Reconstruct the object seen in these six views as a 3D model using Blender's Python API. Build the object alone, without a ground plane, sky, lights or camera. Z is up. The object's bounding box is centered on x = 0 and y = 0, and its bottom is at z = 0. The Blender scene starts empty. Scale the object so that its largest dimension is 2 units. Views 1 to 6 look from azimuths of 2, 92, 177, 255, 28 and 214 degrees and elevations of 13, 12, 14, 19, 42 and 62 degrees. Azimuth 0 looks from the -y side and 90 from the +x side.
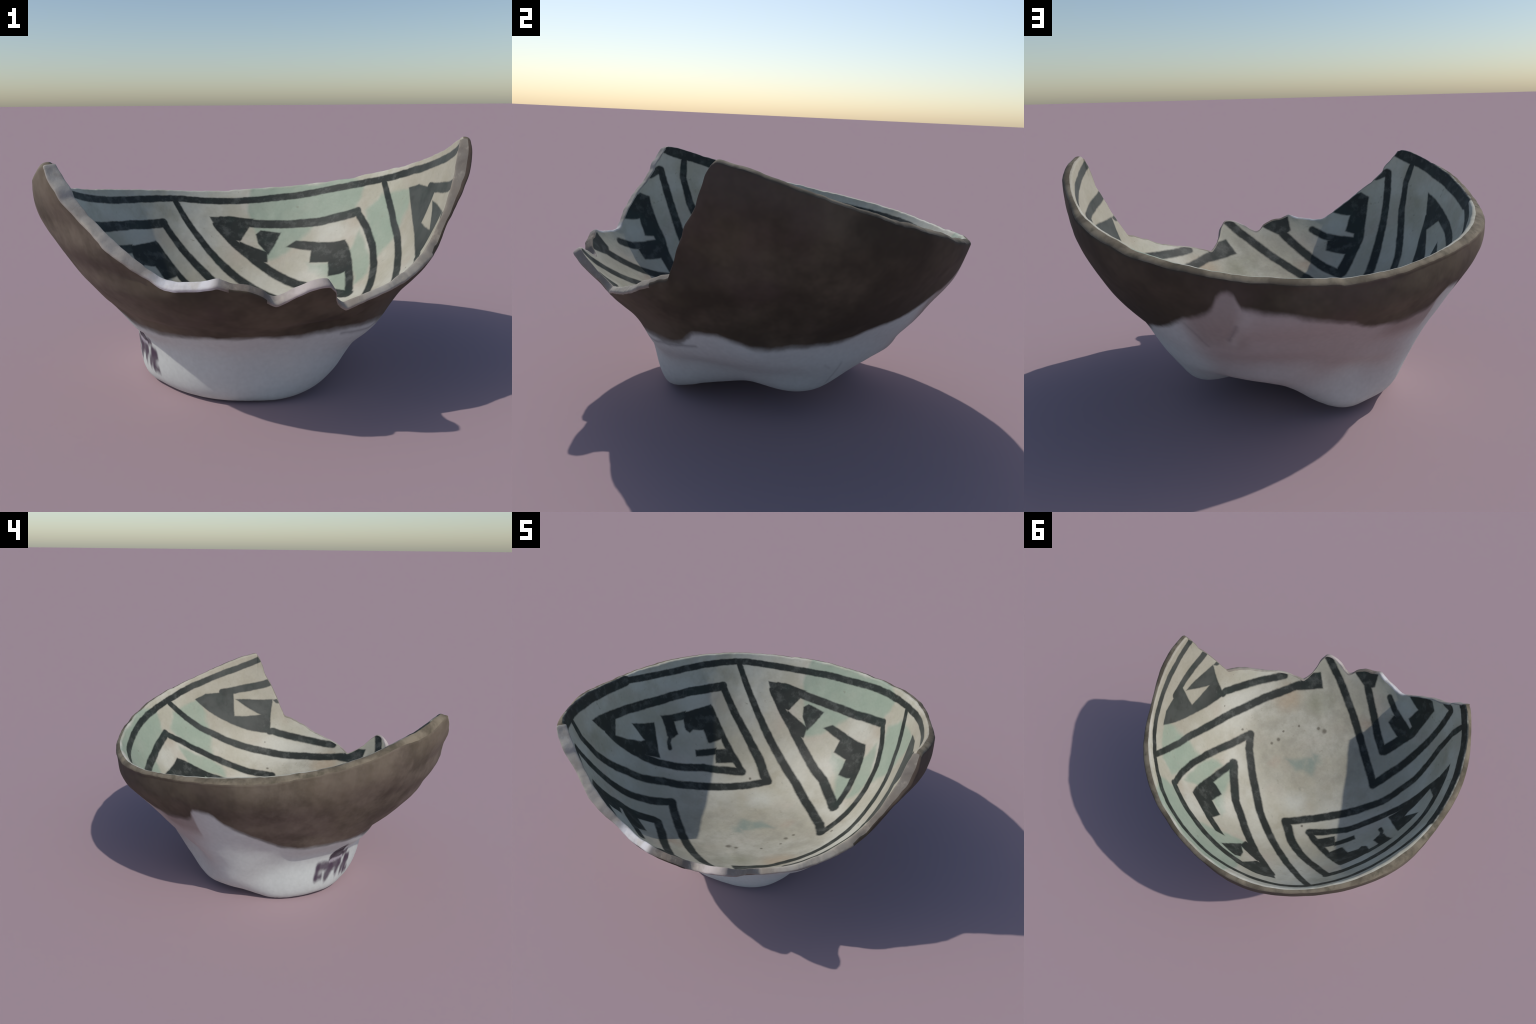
# Broken, painted earthenware bowl resting tilted on a lumpy white support.
# Everything is described from one centre point C inside the bowl: for every
# azimuth (from +x, turning to +y) and polar angle (from straight down) the
# inner and the outer skin have a radius.  Cross-section profiles give these
# radii at regular azimuths; a periodic B-spline lofts between them.
import bpy, math
import numpy as np

C = np.array([-0.02, -0.04, 1.165])

# ---------------------------------------------------------------- profiles
# one row per azimuth, radii from the bottom upwards
OUTER_STEP = 98.0/19          # degrees between the radii of one profile
OUTER = [
    [1.067, 1.064, 1.067, 1.084, 1.092, 1.073, 1.085, 1.060, 1.068, 1.062, 1.013, 0.976, 0.960, 0.990, 0.990, 0.987, 1.038, 1.060, 1.006, 0.992, 0.987, 0.995],
    [1.067, 1.064, 1.067, 1.084, 1.098, 1.129, 1.168, 1.080, 1.061, 1.011, 0.998, 1.025, 1.016, 1.009, 1.009, 1.013, 0.993, 0.949, 0.968, 0.989, 0.982, 0.984],
    [1.067, 1.064, 1.067, 1.084, 1.095, 1.116, 1.167, 1.124, 1.086, 1.035, 1.008, 1.003, 1.011, 1.019, 1.032, 1.039, 1.032, 1.026, 0.993, 0.994, 0.988, 0.983],
    [1.067, 1.064, 1.067, 1.087, 1.089, 1.047, 1.056, 1.070, 1.087, 1.070, 1.064, 1.040, 1.017, 1.014, 1.041, 1.029, 1.023, 1.005, 1.006, 1.004, 0.999, 0.986],
    [1.067, 1.064, 1.067, 1.087, 1.091, 1.046, 0.990, 1.071, 1.138, 1.033, 1.059, 1.044, 1.076, 1.063, 1.036, 1.019, 1.029, 1.009, 1.013, 1.010, 1.004, 0.988],
    [1.067, 1.064, 1.067, 1.084, 1.095, 1.111, 1.176, 1.189, 1.069, 1.047, 1.053, 1.044, 1.065, 1.092, 1.046, 1.010, 1.017, 1.008, 1.006, 1.003, 0.997, 0.983],
    [1.067, 1.064, 1.067, 1.082, 1.100, 1.158, 1.328, 1.110, 1.035, 1.088, 1.039, 1.058, 1.036, 1.055, 1.019, 0.993, 1.002, 0.996, 0.989, 0.985, 0.981, 0.973],
    [1.067, 1.064, 1.067, 1.079, 1.109, 1.169, 1.222, 1.283, 1.194, 1.129, 1.083, 1.058, 1.048, 1.047, 1.032, 0.988, 0.981, 0.982, 0.972, 0.966, 0.963, 0.965],
    [1.067, 1.064, 1.067, 1.077, 1.115, 1.244, 1.334, 1.097, 1.071, 1.026, 1.026, 1.035, 1.028, 1.046, 1.060, 1.032, 0.972, 0.972, 0.969, 0.957, 0.956, 0.965],
    [1.067, 1.064, 1.067, 1.078, 1.110, 1.179, 1.324, 1.128, 1.040, 1.071, 1.015, 1.010, 1.011, 1.017, 1.019, 1.009, 0.987, 0.962, 0.981, 0.970, 0.968, 0.977],
    [1.067, 1.064, 1.067, 1.073, 1.122, 1.238, 1.308, 1.051, 1.051, 1.028, 1.028, 1.014, 1.013, 1.010, 1.024, 1.066, 1.045, 1.007, 1.006, 1.003, 0.999, 1.001],
    [1.067, 1.064, 1.067, 1.068, 1.142, 1.284, 1.212, 1.035, 1.077, 0.995, 1.011, 1.016, 1.025, 1.027, 1.038, 0.989, 1.029, 1.045, 1.020, 1.046, 1.040, 1.033],
    [1.067, 1.064, 1.067, 1.073, 1.129, 1.275, 1.196, 1.054, 1.006, 0.985, 1.042, 1.013, 1.047, 1.003, 1.041, 1.026, 1.029, 1.041, 1.064, 1.082, 1.076, 1.063],
    [1.067, 1.064, 1.067, 1.086, 1.078, 1.276, 1.182, 1.040, 1.032, 1.008, 1.007, 1.033, 1.031, 1.019, 1.024, 1.074, 1.080, 1.085, 1.092, 1.097, 1.097, 1.083],
    [1.067, 1.064, 1.067, 1.099, 1.033, 1.330, 1.063, 1.007, 0.987, 0.981, 1.016, 1.002, 1.017, 1.031, 1.059, 1.064, 1.070, 1.079, 1.085, 1.093, 1.097, 1.086],
    [1.067, 1.064, 1.067, 1.100, 1.020, 1.271, 1.202, 1.058, 0.999, 0.935, 1.009, 0.986, 1.022, 1.016, 1.047, 1.046, 1.055, 1.063, 1.067, 1.072, 1.075, 1.071],
    [1.067, 1.064, 1.067, 1.092, 1.078, 1.166, 1.178, 1.084, 1.090, 1.054, 0.986, 1.005, 1.000, 1.011, 1.022, 1.026, 1.028, 1.029, 1.040, 1.042, 1.042, 1.045],
    [1.067, 1.064, 1.067, 1.084, 1.101, 1.121, 1.071, 1.031, 1.032, 1.009, 0.994, 1.003, 1.015, 1.004, 0.976, 0.985, 0.976, 0.973, 1.000, 1.011, 1.010, 1.017],
]
INNER_STEP = 98.0/11
INNER = [
    [0.956, 0.940, 0.931, 0.935, 0.949, 0.962, 0.962, 0.949, 0.934, 0.926, 0.935, 0.944, 0.965, 0.960],
    [0.943, 0.939, 0.944, 0.955, 0.969, 0.979, 0.977, 0.968, 0.959, 0.957, 0.955, 0.967, 0.954, 0.960],
    [0.930, 0.940, 0.957, 0.972, 0.980, 0.979, 0.973, 0.968, 0.969, 0.974, 0.993, 0.980, 0.959, 0.960],
    [0.920, 0.940, 0.965, 0.984, 0.985, 0.975, 0.967, 0.972, 0.986, 1.002, 0.982, 0.953, 0.960, 0.960],
    [0.917, 0.940, 0.968, 0.987, 0.987, 0.974, 0.964, 0.970, 0.982, 1.003, 0.960, 0.951, 0.960, 0.960],
    [0.921, 0.940, 0.965, 0.983, 0.984, 0.969, 0.948, 0.931, 0.930, 0.935, 0.977, 0.996, 0.960, 0.960],
    [0.931, 0.940, 0.956, 0.972, 0.983, 0.985, 0.977, 0.962, 0.950, 0.952, 0.950, 0.964, 0.957, 0.960],
    [0.944, 0.939, 0.943, 0.955, 0.974, 0.991, 0.994, 0.979, 0.962, 0.953, 0.969, 0.988, 1.003, 0.960],
    [0.956, 0.940, 0.930, 0.933, 0.949, 0.970, 0.985, 0.991, 0.983, 0.983, 0.982, 0.974, 0.998, 0.960],
    [0.966, 0.940, 0.920, 0.913, 0.919, 0.932, 0.952, 0.970, 0.990, 0.976, 0.878, 0.960, 0.961, 0.960],
    [0.968, 0.940, 0.916, 0.907, 0.911, 0.927, 0.949, 0.976, 0.986, 1.001, 0.942, 0.960, 0.960, 0.960],
    [0.965, 0.940, 0.920, 0.916, 0.927, 0.946, 0.961, 0.967, 0.964, 0.958, 0.951, 0.955, 0.954, 0.960],
]

# lip crest as azimuth, polar angle: first the intact rim, then the break
RIM = [(353.2, 90.1), (355, 89.7), (358.4, 88.8), (4, 87.2), (9, 85.5), (15, 83.6), (24, 80.7), (32, 78.6), (39, 77.1), (47, 75.1),
       (54, 73.2), (64, 71.5), (74, 69.9), (84, 69.1), (93, 68.5), (101, 68), (111, 68.3), (119, 68.8), (129, 69.6), (137, 70.2),
       (145, 71), (153, 71.8), (159, 72.5), (166.5, 73.6), (175, 75), (182, 76.4), (188, 78), (196.2, 80.6), (200.6, 82), (206.6, 83.8),
       (211.4, 85.4), (216, 86.6), (220.2, 86.8)]
BREAK = [(221.3, 86.2), (223.3, 83.3), (225, 81.5), (226.3, 79.1), (230.4, 75), (233.5, 72.7), (236, 70.5), (239.6, 67.6), (242.9, 64.8), (246.3, 62.3),
       (248.4, 60.8), (250, 60.5), (255, 60.6), (260, 61), (263.4, 62.1), (267, 60.9), (270.5, 60.3), (274, 58.5), (276.3, 56.6), (277.7, 55.9),
       (280, 56.9), (283, 59), (286.5, 60.7), (289, 61.3), (290.5, 60.8), (292.6, 58.7), (294.4, 55.8), (296.5, 53), (299, 50.8), (301.1, 49.6),
       (305, 51.2), (308.5, 52.6), (312.5, 53.9), (319, 55.4), (325.5, 57.3), (329.2, 59.2), (334, 61.2), (337.8, 62.4), (339.9, 62.8), (340.7, 64.2),
       (342, 66.6), (343.8, 70.6), (346.8, 77), (349.3, 80.9), (350.2, 83.7), (351.4, 87.3), (352.4, 89.2)]

# where the brown clay ends and the white support begins (azimuth, polar angle)
CLAY_END = [(0, 43.4), (6, 42.8), (14, 42.9), (26, 42.8), (33, 44.2), (40, 47.6), (46, 49.4), (52, 51.4), (58, 54.4),
            (63, 57.0), (68, 59.0), (72, 62.3), (76, 66.0), (79, 62.6), (84, 61.8), (90, 61.2), (97, 59.7), (105, 57.1),
            (113, 53.6), (119, 53.6), (127, 54.5), (133, 55.4), (137, 60.0), (141, 60.0), (146, 55.6), (151, 52.4),
            (157, 49.0), (161, 46.3), (167, 43.0), (175, 41.9), (183, 42.4), (192, 42.4), (201, 41.0), (209, 40.0),
            (214, 38.8), (222, 38.2), (227, 37.7), (234, 36.9), (243, 36.9), (255, 38.0), (269, 38.3), (281, 36.7),
            (290, 36.2), (299, 37.2), (308, 39.0), (315, 40.2), (322, 41.0), (332, 40.3), (338, 42.8), (343, 45.3),
            (348, 45.6), (355, 44.2)]

# painted decoration, in stereographic coordinates around the bowl's own axis
AXIS = np.array([-0.091, 0.2389, 0.9668])
E1 = np.array([0.9959, 0.0218, 0.0883])
E2 = np.array([-0.0, 0.9708, -0.2399])
STROKES = [   # name, half width, points
    ('rim_band', 0.0191, [(0.832, -0.100), (0.826, 0.011), (0.811, 0.130), (0.781, 0.250), (0.737, 0.358), (0.680, 0.453), (0.615, 0.537), (0.544, 0.610), (0.467, 0.669), (0.390, 0.714), (0.320, 0.745), (0.259, 0.765), (0.136, 0.793), (0.057, 0.803), (-0.040, 0.805), (-0.148, 0.796), (-0.252, 0.777), (-0.339, 0.754), (-0.406, 0.729), (-0.467, 0.696), (-0.534, 0.645), (-0.608, 0.567), (-0.678, 0.463), (-0.737, 0.352), (-0.778, 0.255), (-0.826, 0.106)]),
    ('rim_band_left', 0.0284, [(-0.826, 0.106), (-0.829, -0.048), (-0.815, -0.184), (-0.775, -0.330), (-0.743, -0.402), (-0.687, -0.484), (-0.659, -0.532)]),
    ('big_v_lower', 0.0173, [(-0.711, -0.425), (-0.626, -0.366), (-0.555, -0.272), (-0.458, -0.107), (-0.405, -0.044), (-0.359, 0.022), (-0.281, 0.095), (-0.067, 0.268)]),
    ('big_v_right', 0.0182, [(-0.067, 0.268), (-0.137, 0.343), (-0.204, 0.393), (-0.450, 0.542)]),
    ('big_v_top', 0.0231, [(-0.450, 0.542), (-0.500, 0.488), (-0.567, 0.404), (-0.617, 0.305), (-0.667, 0.160), (-0.693, 0.038), (-0.701, -0.074), (-0.697, -0.156)]),
    ('inner_v_bottom', 0.0164, [(-0.642, -0.133), (-0.569, -0.070), (-0.497, 0.000), (-0.426, 0.058), (-0.296, 0.187), (-0.214, 0.241), (-0.169, 0.264)]),
    ('inner_v_right', 0.0140, [(-0.169, 0.264), (-0.219, 0.296), (-0.434, 0.416)]),
    ('free_line', 0.0168, [(-0.448, 0.703), (0.034, 0.296), (0.154, 0.167), (0.212, 0.098), (0.241, 0.045)]),
    ('v2_upper', 0.0160, [(0.241, 0.045), (0.350, 0.241), (0.390, 0.342), (0.413, 0.435), (0.419, 0.531)]),
    ('v2_top', 0.0211, [(0.419, 0.531), (0.306, 0.584), (0.171, 0.631), (0.062, 0.659), (-0.048, 0.679), (-0.192, 0.684)]),
    ('v2_left', 0.0185, [(-0.213, 0.654), (-0.064, 0.517), (0.089, 0.361), (0.141, 0.320), (0.235, 0.185)]),
    ('v2_right', 0.0151, [(0.235, 0.185), (0.295, 0.396)]),
    ('v3_line', 0.0171, [(0.606, 0.525), (0.508, 0.328), (0.467, 0.236), (0.372, 0.050), (0.276, -0.111), (0.178, -0.234)]),
    ('sherd_line', 0.0162, [(0.444, -0.021), (0.442, -0.036), (0.401, -0.081), (0.324, -0.168), (0.253, -0.234)]),
    ('sherd_top', 0.0212, [(0.693, 0.174), (0.696, 0.071), (0.681, -0.113)]),
    ('lv_upper', 0.0179, [(-0.507, -0.485), (-0.562, -0.473), (-0.568, -0.466), (-0.508, -0.358), (-0.321, -0.088), (-0.282, -0.026)]),
    ('lv_lower', 0.0159, [(-0.282, -0.026), (-0.069, -0.242), (0.052, -0.343), (0.132, -0.398)]),
    ('lvi_lower', 0.0161, [(-0.249, -0.160), (-0.201, -0.211), (-0.042, -0.406)]),
    ('lvi_upper', 0.0216, [(-0.256, -0.169), (-0.305, -0.236), (-0.342, -0.279), (-0.403, -0.401), (-0.368, -0.436)]),
    ('e_bar_left', 0.0136, [(-0.183, -0.369), (-0.226, -0.331), (-0.320, -0.279)]),
    ('stair_foot', 0.0094, [(-0.479, 0.182), (-0.463, 0.157), (-0.442, 0.145)]),
    ('e_foot', 0.0100, [(-0.272, 0.258), (-0.221, 0.289), (-0.191, 0.277)]),
]
BLOCKS = [    # filled convex areas of black paint
    ('e_bar', [(-0.360, 0.225), (-0.305, 0.286), (-0.293, 0.270), (-0.344, 0.211)]),
    ('stair_bar', [(-0.570, 0.203), (-0.512, 0.312), (-0.490, 0.290), (-0.542, 0.200)]),
    ('stair_foot_a', [(-0.567, 0.206), (-0.526, 0.241), (-0.488, 0.224), (-0.520, 0.191)]),
    ('stair_foot_b', [(-0.520, 0.191), (-0.488, 0.224), (-0.465, 0.213), (-0.470, 0.174), (-0.489, 0.173)]),
    ('arrow_left', [(-0.703, -0.218), (-0.717, -0.147), (-0.717, -0.031), (-0.666, -0.060), (-0.611, -0.089), (-0.648, -0.150)]),
    ('hook_a', [(-0.617, 0.044), (-0.569, 0.149), (-0.499, 0.113), (-0.527, 0.068)]),
    ('hook_b', [(-0.527, 0.068), (-0.499, 0.113), (-0.441, 0.080), (-0.474, 0.038), (-0.547, -0.039)]),
    ('hook_c', [(-0.613, -0.095), (-0.554, -0.026), (-0.519, 0.066), (-0.470, 0.034), (-0.521, -0.015), (-0.583, -0.080)]),
    ('stair_a', [(-0.514, 0.300), (-0.441, 0.427), (-0.374, 0.395), (-0.338, 0.368), (-0.398, 0.320), (-0.457, 0.262)]),
    ('stair_b', [(-0.398, 0.320), (-0.341, 0.369), (-0.308, 0.349), (-0.314, 0.331), (-0.340, 0.293), (-0.345, 0.291)]),
    ('stair_c', [(-0.477, 0.282), (-0.450, 0.311), (-0.432, 0.288), (-0.434, 0.263), (-0.451, 0.260)]),
    ('e_block', [(-0.300, 0.283), (-0.253, 0.326), (-0.204, 0.294), (-0.224, 0.284), (-0.269, 0.243)]),
    ('t7', [(-0.243, 0.685), (-0.157, 0.707), (-0.046, 0.699), (-0.080, 0.645), (-0.102, 0.589), (-0.148, 0.590), (-0.196, 0.619)]),
    ('t7_arm', [(-0.102, 0.580), (-0.079, 0.561), (0.007, 0.528), (0.001, 0.485), (-0.036, 0.486), (-0.104, 0.541)]),
    ('t7_tri', [(-0.032, 0.621), (-0.012, 0.636), (0.070, 0.610), (0.011, 0.523), (-0.023, 0.576)]),
    ('step_a', [(0.094, 0.540), (0.130, 0.553), (0.183, 0.526), (0.309, 0.453), (0.288, 0.426), (0.182, 0.492)]),
    ('step_b', [(0.182, 0.492), (0.309, 0.453), (0.309, 0.419), (0.224, 0.404), (0.161, 0.441)]),
    ('step_c', [(0.224, 0.407), (0.309, 0.419), (0.295, 0.357), (0.263, 0.321), (0.236, 0.325), (0.206, 0.339)]),
    ('sherd_a', [(0.655, 0.341), (0.687, 0.279), (0.692, 0.111), (0.622, 0.123), (0.554, 0.130), (0.524, 0.154), (0.569, 0.227), (0.618, 0.298)]),
    ('sherd_b', [(0.554, 0.130), (0.542, 0.086), (0.528, -0.018), (0.510, -0.047), (0.438, -0.020), (0.473, 0.058), (0.524, 0.154)]),
    ('sherd_c', [(0.638, 0.092), (0.625, 0.029), (0.586, -0.088), (0.507, -0.047), (0.528, -0.015)]),
    ('sherd_d', [(0.581, -0.098), (0.579, -0.112), (0.558, -0.119), (0.564, -0.105)]),
    ('patch_end', [(0.177, -0.213), (0.181, -0.251), (0.152, -0.305), (0.130, -0.320), (0.093, -0.272)]),
    ('lv_fill_a', [(-0.275, -0.420), (-0.353, -0.452), (-0.408, -0.453), (-0.435, -0.418), (-0.404, -0.364), (-0.340, -0.384)]),
    ('lv_fill_b', [(-0.340, -0.384), (-0.412, -0.379), (-0.374, -0.323), (-0.339, -0.301), (-0.306, -0.328)]),
    ('lv_block', [(-0.224, -0.278), (-0.234, -0.310), (-0.278, -0.307), (-0.329, -0.274), (-0.292, -0.234), (-0.249, -0.261)]),
    ('lv_top', [(0.002, -0.399), (-0.031, -0.428), (-0.092, -0.443), (-0.098, -0.380), (-0.075, -0.356)]),
]
GREEN = [     # areas washed with pale green
    ('g_band', [(-0.049, 0.873), (0.212, 0.833), (0.455, 0.732), (0.531, 0.620), (0.420, 0.553), (0.370, 0.568), (0.164, 0.658), (-0.054, 0.708)]),
    ('g_lower', [(-0.043, 0.661), (0.208, 0.598), (0.139, 0.554), (0.048, 0.512), (0.006, 0.494), (0.066, 0.608), (-0.015, 0.639)]),
    ('g_right', [(0.458, 0.502), (0.548, 0.479), (0.629, 0.368), (0.653, 0.332), (0.578, 0.293), (0.520, 0.283), (0.381, 0.266), (0.413, 0.383)]),
    ('g_inner', [(0.300, 0.397), (0.377, 0.429), (0.342, 0.270), (0.316, 0.231), (0.271, 0.228), (0.300, 0.343)]),
    ('g_inner2', [(0.203, 0.339), (0.268, 0.328), (0.239, 0.209), (0.208, 0.246)]),
    ('g_inner3', [(0.157, 0.432), (0.219, 0.389), (0.206, 0.342), (0.191, 0.359), (0.157, 0.413)]),
    ('teal_a', [(0.059, 0.055), (-0.016, -0.003), (-0.038, 0.005), (-0.049, 0.052), (0.013, 0.066)]),
    ('teal_b', [(-0.011, -0.021), (-0.031, -0.027), (-0.055, -0.005), (-0.036, 0.012)]),
]

# ---------------------------------------------------------------- surfaces
def bspline_weights(u):
    return np.stack([(1-u)**3/6, (3*u**3-6*u*u+4)/6, (-3*u**3+3*u*u+3*u+1)/6, u**3/6], -1)

def radius(table, step, az, pol):
    t = np.array(table); n, m = t.shape
    a = (az % 360)/(360/n); i = np.floor(a).astype(int); wa = bspline_weights(a-i)
    b = np.clip(pol, 0, step*(m-3)-1e-6)/step; j = np.floor(b).astype(int); wb = bspline_weights(b-j)
    r = np.zeros(np.broadcast(az, pol).shape)
    for p in range(4):
        for q in range(4):
            r += wa[..., p]*wb[..., q]*t[(i+p-1) % n, j+q]
    return r

def direction(az, pol):
    a, p = np.radians(az), np.radians(pol)
    return np.stack([np.sin(p)*np.cos(a), np.sin(p)*np.sin(a), -np.cos(p)], -1)

def curve(points, az):
    pts = sorted((a % 360, t) for a, t in points)
    x = [p[0] for p in pts]; y = [p[1] for p in pts]
    return np.interp(az % 360, [x[-1]-360]+x+[x[0]+360], [y[-1]]+y+[y[0]])

def lattice_noise(p, seed=0):
    """smooth value noise in -1..1 at an array of points"""
    p = np.asarray(p, float); i = np.floor(p).astype(np.int64); f = p-i; f = f*f*(3-2*f)
    def h(a, b, c):
        n = (a*374761393+b*668265263+c*2147483647+seed*1274126177) & 0xffffffff
        n = ((n ^ (n >> 13))*1274126177) & 0xffffffff
        n = ((n ^ (n >> 16))*2246822519) & 0xffffffff
        return (n & 0xffff)/32767.5-1
    out = 0
    for dx in (0, 1):
        for dy in (0, 1):
            for dz in (0, 1):
                w = (f[..., 0] if dx else 1-f[..., 0])*(f[..., 1] if dy else 1-f[..., 1])*(f[..., 2] if dz else 1-f[..., 2])
                out = out+w*h(i[..., 0]+dx, i[..., 1]+dy, i[..., 2]+dz)
    return out

LIP = RIM+BREAK
# columns spread evenly along the length of the lip, so steep steps stay crisp
NCOL = 1100
fine = np.linspace(0, 360, 14401)
fz = curve(LIP, fine)
seg = np.hypot(np.diff(fine)*np.sin(np.radians(fz[:-1])), np.diff(fz))
arc = np.concatenate([[0], np.cumsum(seg+0.012)])
az = np.interp(np.linspace(0, arc[-1], NCOL, endpoint=False), arc, fine)
crest = curve(LIP, az)
k = np.array([1, 2, 3, 2, 1.0]); k /= k.sum()
crest = sum(w*np.roll(crest, s) for w, s in zip(k, (-2, -1, 0, 1, 2)))
ring = np.stack([np.cos(np.radians(az))*9, np.sin(np.radians(az))*9, crest*0.15], -1)
crest = crest+(1-0.75*np.exp(-(((az-346)/7)**2)))*0.14*lattice_noise(ring*1.5, 1)+0.12*lattice_noise(ring*4.5, 2)
def near(a0, w): return np.exp(-(((az-a0+180) % 360-180)/w)**2)
tips = np.maximum(near(215, 9), 0.5*near(354, 6))   # the two horn tips are worn round
is_break = (az > 221) & (az < 352.6)
soft = np.where(is_break, 0.75, 1.0+0.35*near(206, 15))*(1+0.25*lattice_noise(ring*0.9, 5))            # lip rounding, in degrees of polar angle

bevel = np.where(is_break, 0.25, 0.3+2.3*near(211, 8))   # outer side of the lip is worn lower at the left horn
N_IN, N_LIP, N_WALL, N_BASE = 110, 14, 70, 60
split = np.minimum(curve(CLAY_END, az), crest-6)
k2 = np.ones(9)/9
split = sum(w*np.roll(split, s) for w, s in zip(k2, range(-4, 5)))
def inner_radius(pol):
    return radius(INNER, INNER_STEP, az, pol)+np.where(is_break, 0.0, 0.009)*np.exp(-np.maximum(crest-pol, 0)/3.5)
def outer_radius(pol):
    return radius(OUTER, OUTER_STEP, az, pol)-0.005*tips*np.exp(-np.maximum(crest-pol, 0)/2.5)
rows = []
top = crest-soft
for r in range(1, N_IN+1):
    pol = top*(r/N_IN)
    rows.append((pol, inner_radius(pol)))
ri = inner_radius(top); low = top-bevel; ro = outer_radius(low)
for r in range(1, N_LIP):
    t = math.pi*r/N_LIP
    c, s = math.cos(t), math.sin(t)
    e = np.where(is_break, 0.55, 0.85+0.15*near(206, 15))
    rows.append((top+soft*s**e-bevel*(0.5-0.5*math.copysign(1, c)*abs(c)**e), (ri+ro)/2-(ro-ri)/2*math.copysign(1, c)*abs(c)**e))
for r in range(N_WALL+1):
    pol = low+(split-low)*(r/N_WALL)
    rows.append((pol, outer_radius(pol)))
for r in range(1, N_BASE):
    pol = split*(1-r/N_BASE)
    rows.append((pol, radius(OUTER, OUTER_STEP, az, pol)))
verts = []
for ridx, (pol, rad) in enumerate(rows):
    p = C+direction(az, pol)*rad[:, None]
    verts.append(p)
P = np.concatenate(verts)
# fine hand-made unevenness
out = P-C; out = out/np.linalg.norm(out, axis=1)[:, None]
row_of = np.repeat(np.arange(len(rows)), NCOL); col_of = np.tile(np.arange(NCOL), len(rows))
chip = np.exp(-np.maximum(np.abs(row_of-(N_IN+N_LIP/2))-N_LIP/2, 0)/2.5)*np.where(is_break[col_of], 1, 0.3)
lump = np.stack([lattice_noise(P*13, 20+i)+0.6*lattice_noise(P*29, 30+i) for i in range(3)], -1)
P = P+lump*(0.0036*chip)[:, None]
P = P+out*(0.0022*lattice_noise(P*8, 7)+0.0010*lattice_noise(P*22, 8))[:, None]
pole_in = C+np.array([0, 0, -1])*radius(INNER, INNER_STEP, np.array([0.0]), np.array([0.0]))
pole_out = C+np.array([0, 0, -1])*radius(OUTER, OUTER_STEP, np.array([0.0]), np.array([0.0]))
low_z = 0.012                                    # the foot beds down flat on the ground
P[:, 2] = np.where(P[:, 2] < low_z, low_z*np.exp(np.minimum(P[:, 2]-low_z, 0)/low_z), P[:, 2])
P[:, 2] -= P[:, 2].min()
P = np.vstack([P, pole_in[None], pole_out[None]])
NR = len(rows); PI, PO = NR*NCOL, NR*NCOL+1

faces, tag = [], []
def lip_tag(c, k):
    if is_break[c]:
        return 'outer_wall' if az[c] > 334 and k > 7 or 266 < az[c] < 275 and k > 9 else 'broken_edge'
    return 'painted_interior' if k < 5 else 'rim' if k < 11 else 'outer_wall'
for c in range(NCOL):
    d = (c+1) % NCOL
    faces.append((PI, c, d)); tag.append('painted_interior')
    for r in range(NR-1):
        a0, a1 = r*NCOL, (r+1)*NCOL
        faces.append((a0+c, a1+c, a1+d, a0+d))
        if r < N_IN-1: tag.append('painted_interior')
        elif r < N_IN+N_LIP-1: tag.append(lip_tag(c, r-N_IN+1))
        elif r < N_IN+N_LIP+N_WALL-1: tag.append('outer_wall')
        else: tag.append('white_support')
    faces.append((PO, (NR-1)*NCOL+d, (NR-1)*NCOL+c)); tag.append('white_support')

whole = bpy.data.meshes.new('whole')
whole.from_pydata([tuple(p) for p in P], [], faces)
whole.update()
nrm = np.zeros(len(P)*3, dtype=np.float32)
whole.vertex_normals.foreach_get('vector', nrm)
nrm = nrm.reshape(-1, 3)
# outward check: wall normals must point away from C
w = (N_IN+N_LIP+20)*NCOL
flip = np.dot(nrm[w], P[w]-C) < 0
if flip:
    faces = [tuple(reversed(f)) for f in faces]; nrm = -nrm
bpy.data.meshes.remove(whole)

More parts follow.
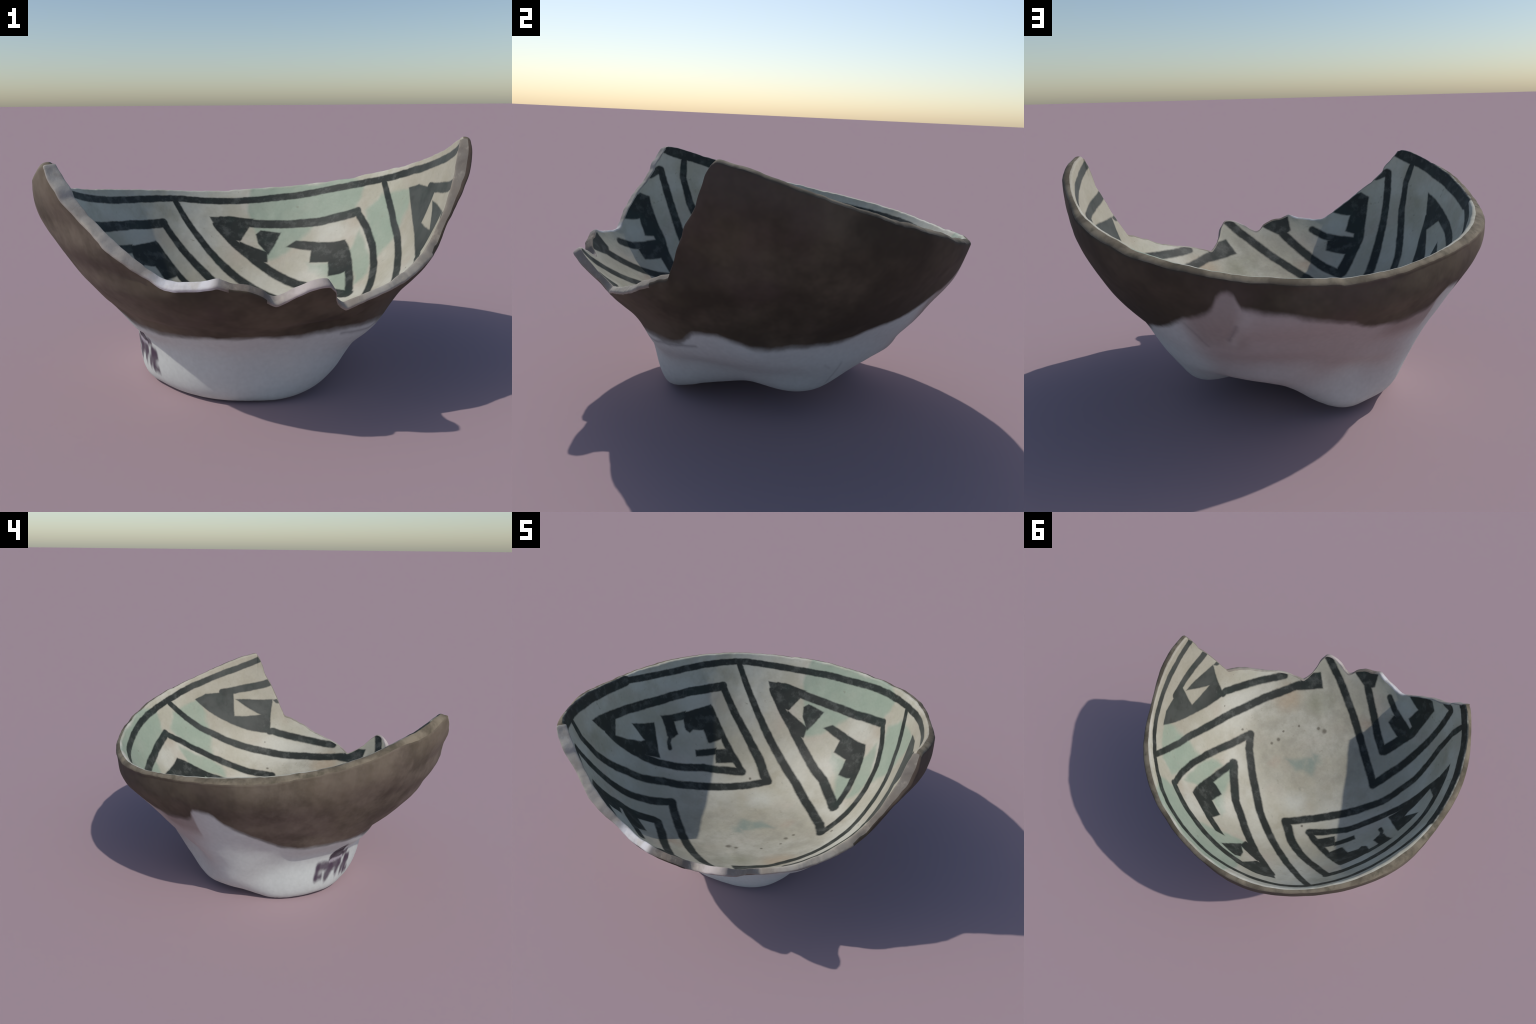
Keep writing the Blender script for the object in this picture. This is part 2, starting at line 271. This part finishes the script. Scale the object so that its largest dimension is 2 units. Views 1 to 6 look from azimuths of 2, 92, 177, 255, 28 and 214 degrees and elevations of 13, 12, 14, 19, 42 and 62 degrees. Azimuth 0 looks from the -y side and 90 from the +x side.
# ---------------------------------------------------------------- node helper
class Nodes:
    def __init__(self, name):
        self.mat = bpy.data.materials.new(name); self.mat.use_nodes = True
        self.t = self.mat.node_tree
        self.bsdf = next(n for n in self.t.nodes if n.type == 'BSDF_PRINCIPLED')
    def put(self, sock, v):
        if isinstance(v, bpy.types.NodeSocket): self.t.links.new(v, sock)
        elif isinstance(v, (tuple, list, np.ndarray)):
            v = [float(x) for x in v]
            if sock.type == 'RGBA' and len(v) == 3: v.append(1.0)
            sock.default_value = v
        else: sock.default_value = v
    def math(self, op, a, b=None, c=None, clamp=False):
        n = self.t.nodes.new('ShaderNodeMath'); n.operation = op; n.use_clamp = clamp
        for i, v in enumerate((a, b, c)):
            if v is not None: self.put(n.inputs[i], v)
        return n.outputs[0]
    def vec(self, op, a, b=None, c=None, scale=None):
        n = self.t.nodes.new('ShaderNodeVectorMath'); n.operation = op
        for i, v in enumerate((a, b, c)):
            if v is not None: self.put(n.inputs[i], v)
        if scale is not None: self.put(n.inputs['Scale'], scale)
        return n.outputs['Value'] if op in ('DOT_PRODUCT', 'LENGTH', 'DISTANCE') else n.outputs['Vector']
    def noise(self, vec, scale, detail=3, rough=0.55, color=False):
        n = self.t.nodes.new('ShaderNodeTexNoise')
        self.put(n.inputs['Vector'], vec); n.inputs['Scale'].default_value = scale
        n.inputs['Detail'].default_value = detail; n.inputs['Roughness'].default_value = rough
        return n.outputs['Color'] if color else n.outputs['Fac']
    def step(self, v, lo, hi, a=0.0, b=1.0):
        n = self.t.nodes.new('ShaderNodeMapRange'); n.interpolation_type = 'SMOOTHSTEP'
        self.put(n.inputs['Value'], v)
        n.inputs['From Min'].default_value = lo; n.inputs['From Max'].default_value = hi
        n.inputs['To Min'].default_value = a; n.inputs['To Max'].default_value = b
        return n.outputs['Result']
    def mix(self, f, a, b, blend='MIX'):
        n = self.t.nodes.new('ShaderNodeMix'); n.data_type = 'RGBA'; n.blend_type = blend
        self.put(n.inputs[0], f); self.put(n.inputs[6], a); self.put(n.inputs[7], b)
        return n.outputs[2]
    def xyz(self, x, y, z=0.0):
        n = self.t.nodes.new('ShaderNodeCombineXYZ')
        for i, v in enumerate((x, y, z)): self.put(n.inputs[i], v)
        return n.outputs[0]
    def split(self, v):
        n = self.t.nodes.new('ShaderNodeSeparateXYZ'); self.put(n.inputs[0], v); return n.outputs
    def ramp(self, v, stops):
        n = self.t.nodes.new('ShaderNodeValToRGB'); self.put(n.inputs[0], v)
        el = n.color_ramp.elements
        while len(el) < len(stops): el.new(0.5)
        for e, (a, c) in zip(el, stops):
            e.position = a/360; e.color = (*c, 1)
        return n.outputs[0]
    def curve(self, v, pts):
        n = self.t.nodes.new('ShaderNodeFloatCurve'); self.put(n.inputs['Value'], v)
        cu = n.mapping.curves[0]
        while len(cu.points) > 2: cu.points.remove(cu.points[1])
        cu.points[0].location = pts[0]; cu.points[1].location = pts[-1]
        for p in pts[1:-1]: cu.points.new(*p)
        for p in cu.points: p.handle_type = 'AUTO_CLAMPED'
        n.mapping.update(); return n.outputs[0]
    def common(self):
        tc = self.t.nodes.new('ShaderNodeTexCoord'); self.obj = tc.outputs['Object']
        self.d = self.vec('NORMALIZE', self.vec('SUBTRACT', self.obj, C))
        x, y, z = self.split(self.d)
        ang = self.math('ARCTAN2', y, x)
        self.az = self.math('FRACT', self.math('ADD', self.math('DIVIDE', ang, 2*math.pi), 1.0))   # 0..1
        self.pol = self.math('DIVIDE', self.math('ARCCOSINE', self.math('MULTIPLY', z, -1.0)), math.pi/2)
    def stereo(self):
        den = self.math('SUBTRACT', 1.0, self.vec('DOT_PRODUCT', self.d, AXIS))
        return self.xyz(self.math('DIVIDE', self.vec('DOT_PRODUCT', self.d, E1), den),
                        self.math('DIVIDE', self.vec('DOT_PRODUCT', self.d, E2), den))
    def polyline(self, p, pts):
        best = None
        for a, b in zip(pts[:-1], pts[1:]):
            ba = np.array(b)-np.array(a); kk = ba/max(ba@ba, 1e-9)
            pa = self.vec('SUBTRACT', p, (a[0], a[1], 0))
            h = self.math('MINIMUM', self.math('MAXIMUM', self.vec('DOT_PRODUCT', pa, (kk[0], kk[1], 0)), 0.0), 1.0)
            q = self.vec('LENGTH', self.vec('SUBTRACT', pa, self.vec('SCALE', (ba[0], ba[1], 0), scale=h)))
            best = q if best is None else self.math('MINIMUM', best, q)
        return best
    def convex(self, p, pts):
        q = np.array(pts); c = q.mean(0)
        o = np.argsort(np.arctan2(q[:, 1]-c[1], q[:, 0]-c[0])); q = hull(q)
        best = None
        for a, b in zip(q, np.roll(q, -1, 0)):
            e = b-a; n = np.array([e[1], -e[0]])/max(np.linalg.norm(e), 1e-9)
            dd = self.math('SUBTRACT', self.vec('DOT_PRODUCT', p, (n[0], n[1], 0)), float(n@a))
            best = dd if best is None else self.math('MAXIMUM', best, dd)
        return best
    def finish(self, color, rough, bump=None, strength=0.1, dist=0.004):
        self.put(self.bsdf.inputs['Base Color'], color); self.put(self.bsdf.inputs['Roughness'], rough)
        self.bsdf.inputs['Specular IOR Level'].default_value = 0.25
        if bump is not None:
            n = self.t.nodes.new('ShaderNodeBump'); n.inputs['Strength'].default_value = strength
            n.inputs['Distance'].default_value = dist
            self.put(n.inputs['Height'], bump); self.t.links.new(n.outputs[0], self.bsdf.inputs['Normal'])
        return self.mat

def hull(q):
    pts = sorted(map(tuple, q))
    def half(ps):
        o = []
        for p in ps:
            while len(o) > 1 and (o[-1][0]-o[-2][0])*(p[1]-o[-2][1])-(o[-1][1]-o[-2][1])*(p[0]-o[-2][0]) <= 0: o.pop()
            o.append(p)
        return o
    a, b = half(pts), half(pts[::-1])
    return np.array(a[:-1]+b[:-1])

# ---------------------------------------------------------------- materials
CREAM, CREAM_PALE, CREAM_TAN = (0.45, 0.42, 0.325), (0.55, 0.53, 0.445), (0.34, 0.30, 0.21)
WASH = (0.275, 0.335, 0.255)
INK, INK_WORN = (0.012, 0.016, 0.014), (0.075, 0.08, 0.072)

def interior_material():
    m = Nodes('painted_slip'); m.common()
    uv = m.stereo()
    n1 = m.vec('SUBTRACT', m.noise(uv, 9, 2, color=True), (0.5, 0.5, 0.5))
    n2 = m.vec('SUBTRACT', m.noise(uv, 55, 2, color=True), (0.5, 0.5, 0.5))
    p = m.vec('ADD', uv, m.vec('ADD', m.vec('SCALE', n1, scale=0.010), m.vec('SCALE', n2, scale=0.005)))
    p = m.vec('MULTIPLY', p, (1, 1, 0))
    ink = None
    for name, hw, pts in STROKES:
        d = m.math('SUBTRACT', m.polyline(p, pts), hw)
        ink = d if ink is None else m.math('MINIMUM', ink, d)
    for name, pts in BLOCKS:
        ink = m.math('MINIMUM', ink, m.math('SUBTRACT', m.convex(p, pts), 0.004))
    inkmask = m.step(ink, -0.0048, 0.0042, 1, 0)
    wash = None
    ps = m.vec('ADD', p, m.vec('SCALE', n1, scale=0.04))
    teal = None
    for name, pts in GREEN:
        d = m.convex(ps, pts)
        if name.startswith('teal'):
            teal = d if teal is None else m.math('MINIMUM', teal, d)
            continue
        wash = d if wash is None else m.math('MINIMUM', wash, d)
    washmask = m.math('MULTIPLY', m.step(wash, -0.008, 0.02, 1, 0), m.step(m.noise(uv, 7, 3), 0.25, 0.6, 0.75, 1.0))
    # slip ground
    g = m.mix(m.step(m.noise(uv, 4.5, 4), 0.38, 0.66), CREAM, CREAM_PALE)
    g = m.mix(m.step(m.noise(m.vec('ADD', uv, (3, 1, 0)), 6, 5, 0.62), 0.52, 0.75, 0, 0.55), g, CREAM_TAN)
    g = m.mix(m.step(m.noise(m.vec('ADD', uv, (7, 2, 0)), 5, 3), 0.5, 0.75, 0, 0.4), g, (0.50, 0.405, 0.33))
    # worn, dirtier floor of the bowl towards the break
    fl = m.vec('LENGTH', m.vec('SUBTRACT', uv, (0.03, -0.10, 0)))
    flm = m.math('MULTIPLY', m.step(fl, 0.20, 0.34, 1, 0), m.step(m.noise(uv, 16, 5, 0.65), 0.3, 0.7, 0.35, 1.0))
    g = m.mix(m.math('MULTIPLY', flm, 0.85), g, m.mix(m.noise(uv, 10, 4, 0.6), (0.265, 0.243, 0.185), (0.39, 0.37, 0.30)))
    sx, sy, sz = m.split(uv)
    sherd = m.math('MULTIPLY', m.step(sx, 0.38, 0.56), m.step(sy, 0.33, 0.45, 1, 0))
    g = m.mix(m.math('MULTIPLY', sherd, 0.75), g, m.mix(m.noise(uv, 9, 4), (0.33, 0.29, 0.215), (0.44, 0.40, 0.315)))
    g = m.mix(washmask, g, m.mix(m.noise(uv, 11, 4), WASH, (0.365, 0.415, 0.32)))
    speck = m.math('MULTIPLY', m.step(m.noise(m.vec('ADD', uv, (2, 9, 0)), 38, 3, 0.6), 0.62, 0.74), m.step(m.noise(uv, 6, 2), 0.42, 0.6))
    g = m.mix(m.math('MULTIPLY', speck, 0.45), g, (0.20, 0.17, 0.12))
    for (x, y), rr, tone in STAINS:
        dd = m.vec('LENGTH', m.vec('SUBTRACT', ps, (x, y, 0)))
        g = m.mix(m.math('MULTIPLY', m.step(dd, rr*0.2, rr*1.2, 0.5, 0), m.step(m.noise(uv, 14, 4), 0.3, 0.6, 0.4, 1.0)), g, tone)
    g = m.mix(m.math('MULTIPLY', m.step(teal, -0.012, 0.016, 0.75, 0), m.step(m.noise(uv, 18, 3), 0.3, 0.55, 0.5, 1.0)), g, (0.21, 0.265, 0.225))
    # pits
    for (x, y), r in PITS:
        dd = m.vec('LENGTH', m.vec('SUBTRACT', p, (x, y, 0)))
        g = m.mix(m.step(dd, r*0.3, r*1.25, 0.75, 0), g, (0.10, 0.085, 0.06))
    # tone of the band above the rim line
    wear = m.step(m.noise(m.vec('ADD', uv, (1, 5, 0)), 20, 4, 0.65), 0.47, 0.68, 0, 0.75)
    wear = m.math('MAXIMUM', wear, m.math('MULTIPLY', sherd, m.step(m.noise(uv, 10, 3), 0.3, 0.6, 0.35, 0.85)))
    inkc = m.mix(wear, INK, INK_WORN)
    inkc = m.mix(m.step(m.noise(uv, 8, 2), 0.5, 0.7, 0, 0.5), inkc, (0.014, 0.03, 0.024))
    col = m.mix(m.math('MULTIPLY', inkmask, 0.97), g, inkc)
    fine = m.noise(m.obj, 60, 4, 0.6)
    col = m.mix(1.0, col, m.mix(fine, (0.9, 0.9, 0.9), (1.08, 1.08, 1.08)), 'MULTIPLY')
    return m.finish(col, 0.55, fine, 0.18, 0.004)

PITS = [((-0.005, -0.123), 0.012), ((-0.128, 0.254), 0.006), ((0.278, 0.049), 0.006), ((0.136, -0.001), 0.009), ((0.094, -0.091), 0.006), ((0.151, 0.027), 0.007), ((0.022, -0.122), 0.008), ((0.138, -0.04), 0.006), ((0.403, 0.017), 0.004)]
STAINS = [((0.191, -0.165), 0.07, (0.4, 0.28, 0.17)), ((-0.133, -0.235), 0.04, (0.3, 0.2, 0.14)), ((0.396, 0.508), 0.05, (0.4, 0.34, 0.25)), ((0.071, -0.219), 0.07, (0.22, 0.22, 0.14)), ((0.102, 0.086), 0.03, (0.42, 0.32, 0.24)), ((-0.051, 0.18), 0.06, (0.62, 0.63, 0.57)), ((0.139, 0.377), 0.09, (0.68, 0.66, 0.58))]  # last two: pale patches

def brown_color(m):
    n = m.noise(m.obj, 3.2, 4, 0.6)
    c = m.mix(m.step(n, 0.35, 0.68), (0.060, 0.047, 0.031), (0.130, 0.104, 0.070))
    c = m.mix(m.step(m.noise(m.vec('ADD', m.obj, (4, 0, 2)), 2.3, 3), 0.48, 0.7, 0, 0.6), c, (0.11, 0.08, 0.066))
    c = m.mix(m.step(m.noise(m.vec('ADD', m.obj, (1, 8, 2)), 5, 3), 0.55, 0.75, 0, 0.45), c, (0.10, 0.083, 0.05))
    return c

def outside_material():
    m = Nodes('brown_clay_over_white'); m.common()
    wob = m.math('MULTIPLY', m.math('SUBTRACT', m.noise(m.obj, 14, 3), 0.5), 0.018)
    pts = [(a/360, t/90) for a, t in CLAY_END]; pts.append((1.0, pts[0][1]))
    lim = m.curve(m.az, pts)
    over = m.math('ADD', m.math('SUBTRACT', m.pol, lim), wob)
    clay = m.step(over, -0.010, 0.014)
    c = brown_color(m)
    # the side away from the break on the left is a paler brown
    left = m.math('MULTIPLY', m.step(m.az, 0.36, 0.46), m.step(m.az, 0.62, 0.72, 1, 0))
    n = m.noise(m.obj, 4.5, 5, 0.65)
    streak = m.noise(m.vec('MULTIPLY', m.obj, (9, 9, 2.5)), 2.2, 3, 0.6)
    worn = m.math('MULTIPLY', left, m.math('MULTIPLY', m.step(n, 0.33, 0.66, 0.25, 1), m.step(streak, 0.3, 0.7, 0.7, 1)))
    c = m.mix(m.math('MULTIPLY', worn, 0.8), c, (0.205, 0.168, 0.128))
    dark_mottle = m.step(m.noise(m.vec('ADD', m.obj, (2, 2, 9)), 2.6, 3), 0.45, 0.65)
    side = m.math('MULTIPLY', m.step(m.az, 0.04, 0.10), m.step(m.az, 0.19, 0.22, 1, 0))
    c = m.mix(m.math('MULTIPLY', side, m.math('ADD', m.math('MULTIPLY', dark_mottle, 0.5), 0.4)), c, (0.050, 0.039, 0.026))
    line = m.math('MULTIPLY', m.step(m.math('ABSOLUTE', over), 0.0, 0.016, 1, 0), m.step(m.noise(m.obj, 3, 2), 0.35, 0.6))
    # white support
    w = m.mix(m.noise(m.obj, 3, 3), (0.56, 0.595, 0.565), (0.615, 0.64, 0.605))
    back = m.math('MULTIPLY', m.step(m.az, 0.15, 0.19), m.step(m.az, 0.34, 0.40, 1, 0))
    w = m.mix(m.math('MULTIPLY', back, m.step(m.math('ADD', m.pol, m.math('MULTIPLY', m.noise(m.obj, 3, 2), 0.2)), 0.35, 0.62)), w, (0.45, 0.395, 0.37))
    # clay-stained strip where the cloth folds up at the back
    strip = m.math('MULTIPLY', m.step(m.az, 58/360, 66/360), m.step(m.az, 76/360, 80/360, 1, 0))
    strip = m.math('MULTIPLY', strip, m.step(m.pol, 46/90, 51/90))
    w = m.mix(m.math('MULTIPLY', strip, 0.8), w, (0.37, 0.31, 0.28))
    strip2 = m.math('MULTIPLY', m.step(m.az, 112/360, 122/360), m.step(m.az, 134.2/360, 135.4/360, 1, 0))
    strip2 = m.math('MULTIPLY', strip2, m.step(m.pol, 45/90, 52/90))
    w = m.mix(m.math('MULTIPLY', strip2, 0.8), w, (0.30, 0.24, 0.215))
    # thin dark lines on the support
    q = m.xyz(m.math('MULTIPLY', m.az, 360.0), m.math('MULTIPLY', m.pol, 90.0))
    q = m.vec('ADD', q, m.vec('SCALE', m.vec('SUBTRACT', m.noise(m.obj, 20, 2, color=True), (0.5, 0.5, 0.5)), scale=1.2))
    q = m.vec('MULTIPLY', q, (0.7, 1, 0))
    for hw, soft_, amt, colr, line_pts in SMEARS:
        d = m.math('SUBTRACT', m.polyline(q, [(x*0.7, y) for x, y in line_pts]), hw)
        w = m.mix(m.step(d, -soft_, soft_, amt, 0), w, colr)
    d = m.convex(q, [(x*0.7, y) for x, y in STAMP])
    hatch = m.step(m.noise(m.vec('MULTIPLY', q, (0.25, 2.2, 0)), 1.0, 2), 0.35, 0.6, 0.6, 1)
    w = m.mix(m.math('MULTIPLY', m.step(d, -0.5, 0.6, 0.95, 0), hatch), w, (0.055, 0.042, 0.055))
    d = m.math('SUBTRACT', m.polyline(q, [(x*0.7, y) for x, y in STAMP_GAP]), 0.22)
    w = m.mix(m.step(d, -0.2, 0.4, 0.75, 0), w, (0.46, 0.42, 0.46))
    col = m.mix(clay, w, c)
    col = m.mix(m.math('MULTIPLY', line, 0.5), col, (0.05, 0.04, 0.03))
    fine = m.noise(m.obj, 45, 4, 0.6)
    col = m.mix(1.0, col, m.mix(fine, (0.88, 0.88, 0.88), (1.1, 1.1, 1.1)), 'MULTIPLY')
    return m.finish(col, 0.8, fine, 0.12, 0.004)

PURPLE, DARK_GREY = (0.075, 0.048, 0.075), (0.10, 0.09, 0.10)
STAMP = [(195.7, 31.8), (198.5, 32.7), (203.5, 34.8), (203.9, 36.8), (209.0, 30.5), (203.4, 30.7), (196.6, 31.0)]   # upper, hatched block of the ink mark
STAMP_GAP = [(197.0, 30.7), (201.5, 30.5), (207.3, 30.2)]
SMEARS = [
    (0.99, 0.65, 0.90, PURPLE, [(197.5, 31.8), (201.4, 32.2), (206.6, 32.7), (206.4, 34.6)]),
    (0.61, 0.65, 0.90, PURPLE, [(198.0, 31.1), (204.7, 30.8), (208.3, 30.7)]),
    (0.88, 0.65, 0.90, PURPLE, [(188.2, 30.9), (191.6, 30.6), (196.1, 30.1), (200.6, 29.7), (206.3, 29.4)]),
    (0.80, 0.65, 0.90, PURPLE, [(188.8, 30.7), (187.8, 29.7), (187.0, 29.0)]),
    (0.64, 0.65, 0.90, PURPLE, [(187.1, 28.9), (190.9, 28.8)]),
    (0.96, 0.65, 0.90, PURPLE, [(198.7, 29.5), (196.5, 29.0), (194.1, 28.4)]),
    (0.80, 0.65, 0.90, PURPLE, [(205.1, 29.0), (202.7, 28.2)]),
    (0.80, 0.65, 0.90, PURPLE, [(211.5, 29.0), (209.3, 28.1), (207.7, 27.5)]),
    (0.64, 0.65, 0.90, PURPLE, [(215.0, 29.2), (211.5, 29.0)]),
    (0.80, 0.65, 0.90, PURPLE, [(211.8, 29.0), (215.6, 28.8), (212.3, 28.0), (211.0, 27.2)]),
    (0.56, 0.65, 0.90, PURPLE, [(211.4, 27.2), (215.5, 26.6)]),
    (0.80, 0.65, 0.90, PURPLE, [(211.6, 30.8), (208.6, 30.8)]),
    (1.00, 1.20, 0.70, (0.50, 0.46, 0.43), [(79.8, 60.8), (77.1, 55.5), (74.0, 50.3)]),
    (0.20, 0.80, 0.50, DARK_GREY, [(76.7, 57.4), (74.8, 54.1), (73.1, 51.4)]),
    (0.15, 0.80, 0.35, DARK_GREY, [(61.2, 55.0), (63.3, 51.7), (65.4, 48.2)]),
    (0.25, 0.90, 0.60, DARK_GREY, [(309.0, 37.4), (317.0, 38.4), (326.0, 39.3), (340.0, 40.0)]),  # shadow streak under the clay edge, drawn as a dark stroke
    (0.15, 0.80, 0.35, DARK_GREY, [(35.7, 36.6), (35.9, 32.4), (36.0, 28.9)]),
    (0.10, 0.60, 0.20, DARK_GREY, [(29.2, 36.2), (31.7, 35.0)]),
]

def rim_material():
    m = Nodes('worn_rim'); m.common()
    n = m.noise(m.obj, 8, 4, 0.6)
    c = m.mix(m.step(n, 0.35, 0.65), (0.115, 0.093, 0.064), (0.225, 0.188, 0.133))
    c = m.mix(m.step(m.noise(m.vec('ADD', m.obj, (3, 3, 3)), 14, 3), 0.55, 0.72, 0, 0.7), c, (0.08, 0.07, 0.045))
    fine = m.noise(m.obj, 50, 4, 0.6)
    return m.finish(c, 0.8, fine, 0.2, 0.004)

# tone of the raw fracture along the break (azimuth in degrees)
BREAK_TONES = [(219, (0.40, 0.38, 0.34)), (240, (0.40, 0.36, 0.31)), (246, (0.50, 0.46, 0.42)), (249, (0.62, 0.60, 0.60)),
               (261, (0.62, 0.60, 0.60)), (265, (0.20, 0.165, 0.135)), (275, (0.17, 0.14, 0.115)), (277.5, (0.50, 0.45, 0.42)),
               (283, (0.56, 0.49, 0.46)), (292, (0.36, 0.30, 0.26)), (300, (0.38, 0.335, 0.285)), (318, (0.44, 0.41, 0.35)),
               (336, (0.28, 0.245, 0.20)), (353, (0.24, 0.215, 0.18))]

def break_material():
    m = Nodes('raw_break'); m.common()
    n = m.noise(m.obj, 6, 4, 0.6)
    c = m.ramp(m.az, BREAK_TONES)
    c = m.mix(m.step(n, 0.38, 0.66, 0, 0.6), c, (0.22, 0.185, 0.145))
    c = m.mix(m.step(m.noise(m.vec('ADD', m.obj, (5, 1, 3)), 17, 4, 0.6), 0.52, 0.72, 0, 0.5), c, (0.46, 0.41, 0.33))
    fine = m.noise(m.obj, 40, 4, 0.65)
    return m.finish(c, 0.85, fine, 0.35, 0.006)

# ---------------------------------------------------------------- objects
root = bpy.data.objects.new('broken_bowl', None)
bpy.context.scene.collection.objects.link(root)
root['label'] = 'broken black-on-white painted clay bowl on a white support'
root['category'] = 'pottery bowl'
outside = outside_material()
mats = {'painted_interior': interior_material(), 'rim': rim_material(), 'broken_edge': break_material(),
        'outer_wall': outside, 'white_support': outside}
tags = np.array(tag)
for name, mat in mats.items():
    fs = [faces[i] for i in np.where(tags == name)[0]]
    used = np.unique([v for f in fs for v in f])
    remap = np.full(len(P), -1); remap[used] = np.arange(len(used))
    me = bpy.data.meshes.new(name)
    me.from_pydata(P[used].tolist(), [], [remap[list(f)].tolist() for f in fs])
    me.polygons.foreach_set('use_smooth', [True]*len(me.polygons))
    me.update()
    me.normals_split_custom_set_from_vertices(nrm[used].tolist())
    me.materials.append(mat)
    ob = bpy.data.objects.new(name, me)
    bpy.context.scene.collection.objects.link(ob)
    ob.parent = root
